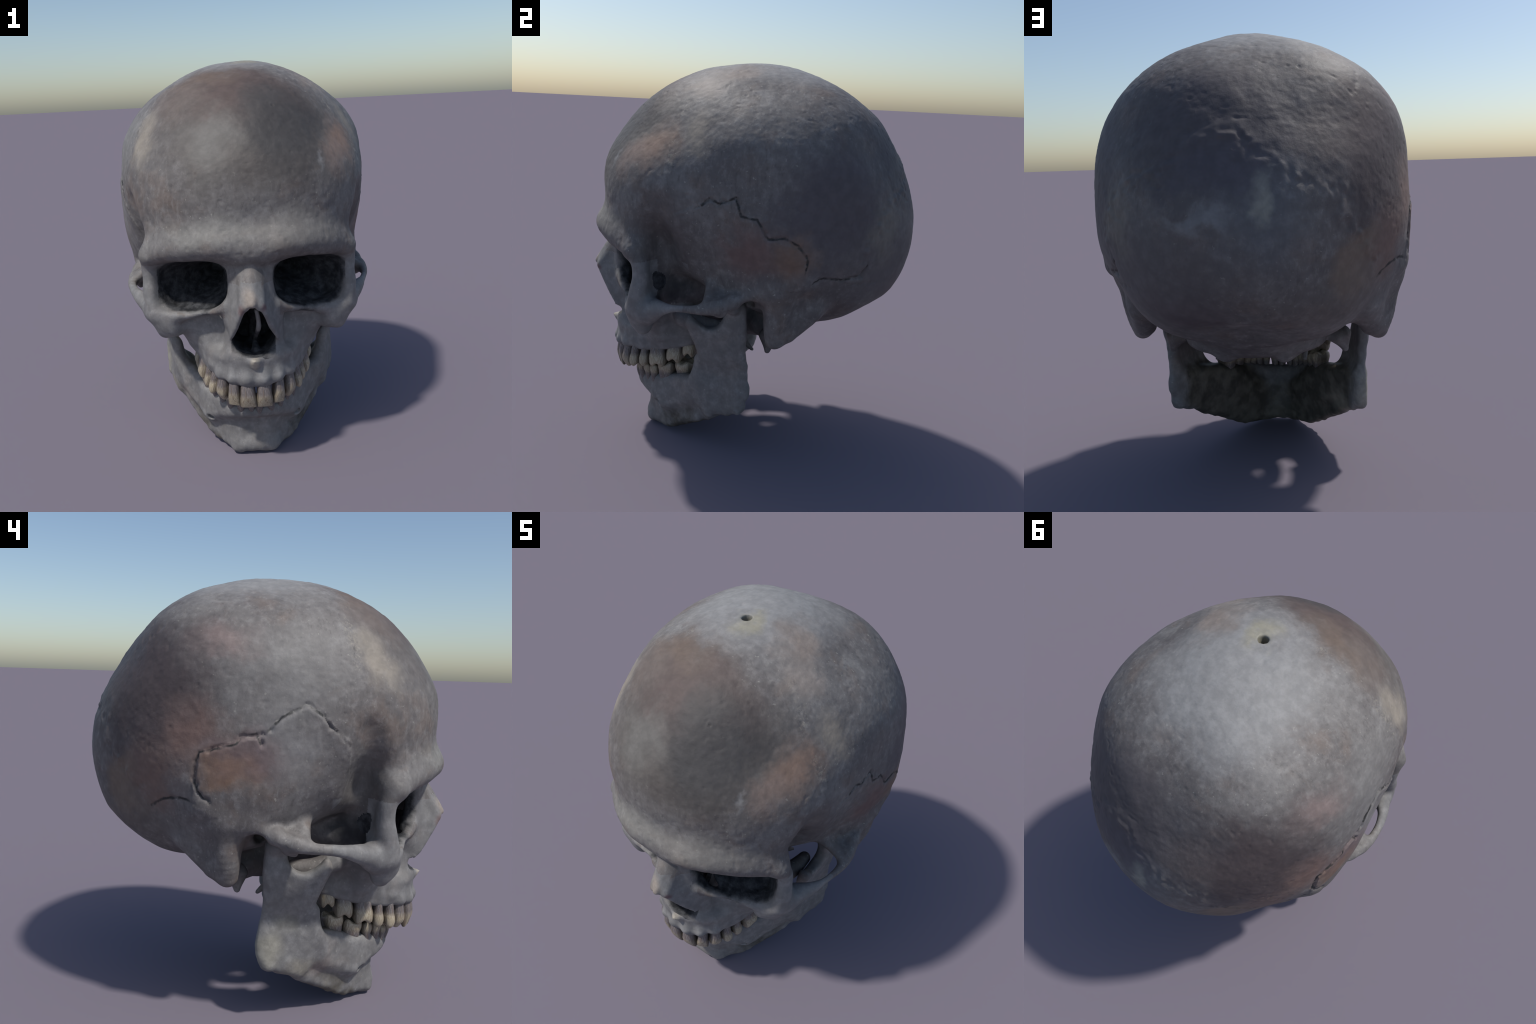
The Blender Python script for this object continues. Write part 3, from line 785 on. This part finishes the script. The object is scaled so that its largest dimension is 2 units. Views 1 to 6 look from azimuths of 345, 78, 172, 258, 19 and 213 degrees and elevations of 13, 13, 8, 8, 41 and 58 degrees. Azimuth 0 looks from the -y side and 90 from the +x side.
def label_cranium(C):
    x, y, z = C[:, 0] + .01, C[:, 1], C[:, 2]
    a = np.abs(x)
    lab = np.full(len(C), 'parietal_bone', dtype=object)
    jag = .012 * vnoise(C, 55, 31)
    frontal = (y < -.2 - .27 * a + jag) & (z > 1.0)
    squama = np.interp(y, [-.37, -.34, -.22, -.15, -.06, .03, .26, .281], [1.2, 1.29, 1.38, 1.42, 1.38, 1.31, 1.22, 1.04]) + jag
    temporal = (y > -.36) & (y < .45) & (z < np.where(y < .28, squama, 1.04)) & (a > .33)
    lam = np.interp(a, [0, .25, .42, .5, .6], [1.54, 1.40, 1.30, 1.08, 1.02]) + jag
    occ = (y > .25) & (z < lam) & ~temporal
    base = (y > -.15) & (z < .80) & (a < .46) & (y < .3)
    sphen = (y > -.62) & (y < -.05) & (z < 1.2) & (a < .45) & (y < -.05)
    sphen |= (y > -.42) & (y < -.30) & (z < 1.25) & (a > .3)
    front_low = (y < -.28)
    maxi = front_low & (z < .98) & (a < .36) & ((z < .80) | (a < .13))
    cheek = front_low & (z < 1.045) & (((a > .36) & (y < -.44)) | (a > .47) | ((a > .33) & (z < .8)))
    nasal = (a < .047) & (y < -.755) & (z > .85) & (z < 1.0)
    lab[frontal] = 'frontal_bone'; lab[occ] = 'occipital_bone'; lab[temporal] = 'temporal_bone'
    lab[sphen & ~((z > 1.0) & (y < -.5))] = 'sphenoid_bone'; lab[base] = 'skull_base'
    lab[front_low & (z <= 1.0) & (lab == 'parietal_bone')] = 'sphenoid_bone'
    lab[maxi] = 'upper_jaw'; lab[cheek] = 'cheekbone'; lab[nasal] = 'nasal_bone'
    return lab, x

def tooth_mesh(kind, mat):
    # rings from the biting edge (z = 0) up the root: height, width, depth, squareness
    prof = {
        'incisor': [(0, .90, .22), (.006, .98, .34), (.03, 1.0, .62), (.055, .94, .88), (.075, .87, .95), (.11, .80, .92), (.16, .60, .72), (.21, .25, .35)],
        'canine': [(0, .30, .20), (.014, .70, .50), (.035, 1.0, .85), (.06, .98, 1.0), (.08, .84, .98), (.12, .74, .92), (.18, .52, .70), (.23, .22, .3)],
        'premolar': [(0, .62, .66), (.010, .92, .90), (.03, 1.0, 1.0), (.05, .94, .96), (.068, .80, .88), (.10, .70, .80), (.15, .50, .6), (.19, .25, .3)],
        'molar': [(0, .74, .74), (.010, .94, .93), (.03, 1.0, 1.0), (.05, .96, .97), (.068, .88, .90), (.10, .82, .84), (.14, .66, .68), (.18, .45, .45)],
    }[kind]
    cusps = {'incisor': 0, 'canine': 0, 'premolar': 2, 'molar': 4}[kind]
    seg = 28; verts = []; faces = []
    P = catmull(np.array([(a, b, c) for a, b, c in prof], float), 3)
    for z, w, d in P:
        e = 2.6
        for i in range(seg):
            t = 2 * math.pi * i / seg; c, s = math.cos(t), math.sin(t)
            r = (abs(c) ** e + abs(s) ** e) ** (-1 / e)
            fade = max(0.0, 1 - z / .03)
            dz = .010 * fade * math.cos(cusps * (t - math.pi / 4 if cusps == 4 else t - math.pi / 2)) if cusps else 0
            if kind == 'molar':      # furrow down the side between the two roots
                r *= 1 - .10 * min(1, max(0, (z - .02) / .08)) * (abs(s) ** 8)
            verts.append((.5 * w * r * c, .5 * d * r * s, z - dz))
    nr = len(P)
    for j in range(nr - 1):
        for i in range(seg):
            k = (i + 1) % seg
            faces.append((j * seg + i, (j + 1) * seg + i, (j + 1) * seg + k, j * seg + k))
    verts.append((0, 0, .012 if cusps else 0.0)); b = len(verts) - 1
    verts.append((0, 0, P[-1][0] + .006)); tp = len(verts) - 1
    for i in range(seg):
        k = (i + 1) % seg
        faces.append((b, i, k)); faces.append((tp, (nr - 1) * seg + k, (nr - 1) * seg + i))
    me = bpy.data.meshes.new('tooth_' + kind); me.from_pydata(verts, [], faces); me.update()
    me.polygons.foreach_set('use_smooth', np.ones(len(me.polygons), bool)); me.materials.append(mat)
    return me

# kind, x, y, biting-edge z, width, depth, length factor, turn (deg), tilt out (deg)
UPPER = [('incisor', .039, -.713, .350, .084, .078, .90, 6, 8), ('incisor', .107, -.694, .352, .064, .072, .95, 24, 6), ('canine', .160, -.645, .360, .068, .084, .98, 48, 6),
         ('premolar', .192, -.594, .392, .060, .090, .9, 66, 4), ('premolar', .212, -.540, .402, .060, .094, .9, 74, 4),
         ('molar', .238, -.465, .428, .102, .108, .95, 78, 4), ('molar', .258, -.372, .458, .094, .108, .95, 80, 4), ('molar', .272, -.295, .500, .078, .098, .95, 82, 8)]
LOWER = [('incisor', .024, -.612, .370, .049, .060, .65, 4, 8), ('incisor', .073, -.602, .372, .052, .062, .65, 14, 8), ('canine', .118, -.570, .380, .058, .072, .68, 36, 6),
         ('premolar', .154, -.532, .394, .060, .080, .7, 56, 4), ('premolar', .184, -.486, .404, .060, .084, .7, 66, 2),
         ('molar', .220, -.420, .426, .102, .100, .75, 72, 0), ('molar', .250, -.325, .452, .100, .100, .75, 74, 0)]

def set_teeth(rows, lower, meshes, parent, ox):
    for s in (-1, 1):
        for i, (kind, x, y, z, w, d, ln, turn, tilt) in enumerate(rows):
            ob = bpy.data.objects.new('tooth', meshes[kind]); bpy.context.scene.collection.objects.link(ob)
            j = RNG.random(5) - .5
            flip = Matrix.Rotation(math.pi, 4, 'Y') if lower else Matrix.Identity(4)
            lean = Matrix.Rotation(math.radians(tilt) * (1 if not lower else -1) * -1 + j[0] * .08, 4, 'X')
            roll = Matrix.Rotation(j[1] * .16, 4, 'Y')
            yaw = Matrix.Rotation(math.radians(turn) * s + j[2] * .12, 4, 'Z')
            M = Matrix.Translation((s * x + ox, y + j[3] * .006, z + j[4] * .016)) @ yaw @ lean @ roll @ flip @ Matrix.Diagonal((w, d, ln, 1))
            ob.parent = parent
            ob.matrix_basis = M

def main():
    skull = bpy.data.objects.new('human_skull', None)
    bpy.context.scene.collection.objects.link(skull)
    skull.rotation_euler = (0, 0, YAW)
    skull['label'] = 'grey weathered human skull with stained teeth and jaw'
    skull['category'] = 'human skull'
    vault, face, jaw, cavity_mat, enamel = bone_vault(), bone_face(), bone_jaw(), socket_shade(), tooth_enamel()

    F = build_cranium()
    V, Q, N = whole_mesh(F, relief_cranium, 6)
    C = V[Q].mean(1)
    lab, x = label_cranium(C)
    X, Y, Z = C[:, 0][:, None, None], C[:, 1][:, None, None], C[:, 2][:, None, None]
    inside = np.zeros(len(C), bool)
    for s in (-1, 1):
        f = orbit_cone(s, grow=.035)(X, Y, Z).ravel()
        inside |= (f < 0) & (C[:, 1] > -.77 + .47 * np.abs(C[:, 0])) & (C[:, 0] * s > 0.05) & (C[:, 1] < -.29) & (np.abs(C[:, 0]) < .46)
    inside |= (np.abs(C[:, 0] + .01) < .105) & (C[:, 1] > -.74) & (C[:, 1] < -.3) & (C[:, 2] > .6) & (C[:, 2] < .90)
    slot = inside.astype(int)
    upper_jaw = None
    for name in ('frontal_bone', 'parietal_bone', 'temporal_bone', 'occipital_bone', 'sphenoid_bone', 'skull_base', 'cheekbone', 'upper_jaw', 'nasal_bone'):
        m = vault if name in ('frontal_bone', 'parietal_bone', 'temporal_bone', 'occipital_bone', 'sphenoid_bone', 'skull_base') else face
        sides = (x < 0, x >= 0) if name in ('parietal_bone', 'temporal_bone', 'cheekbone', 'nasal_bone') else (x < 9,)
        for sd in sides:
            sel = (lab == name) & sd
            if sel.any():
                ob = bone_object(name, V, Q, N, sel, [m, cavity_mat], slot, skull)
                if name == 'upper_jaw': upper_jaw = ob

    F = build_mandible()
    V, Q, N = whole_mesh(F, relief_mandible, 6)
    mandible = bone_object('lower_jaw', V, Q, N, np.ones(len(Q), bool), [jaw], None, skull)

    meshes = {k: tooth_mesh(k, enamel) for k in ('incisor', 'canine', 'premolar', 'molar')}
    set_teeth(UPPER, False, meshes, upper_jaw, -.010)
    set_teeth(LOWER, True, meshes, mandible, -.016)

main()
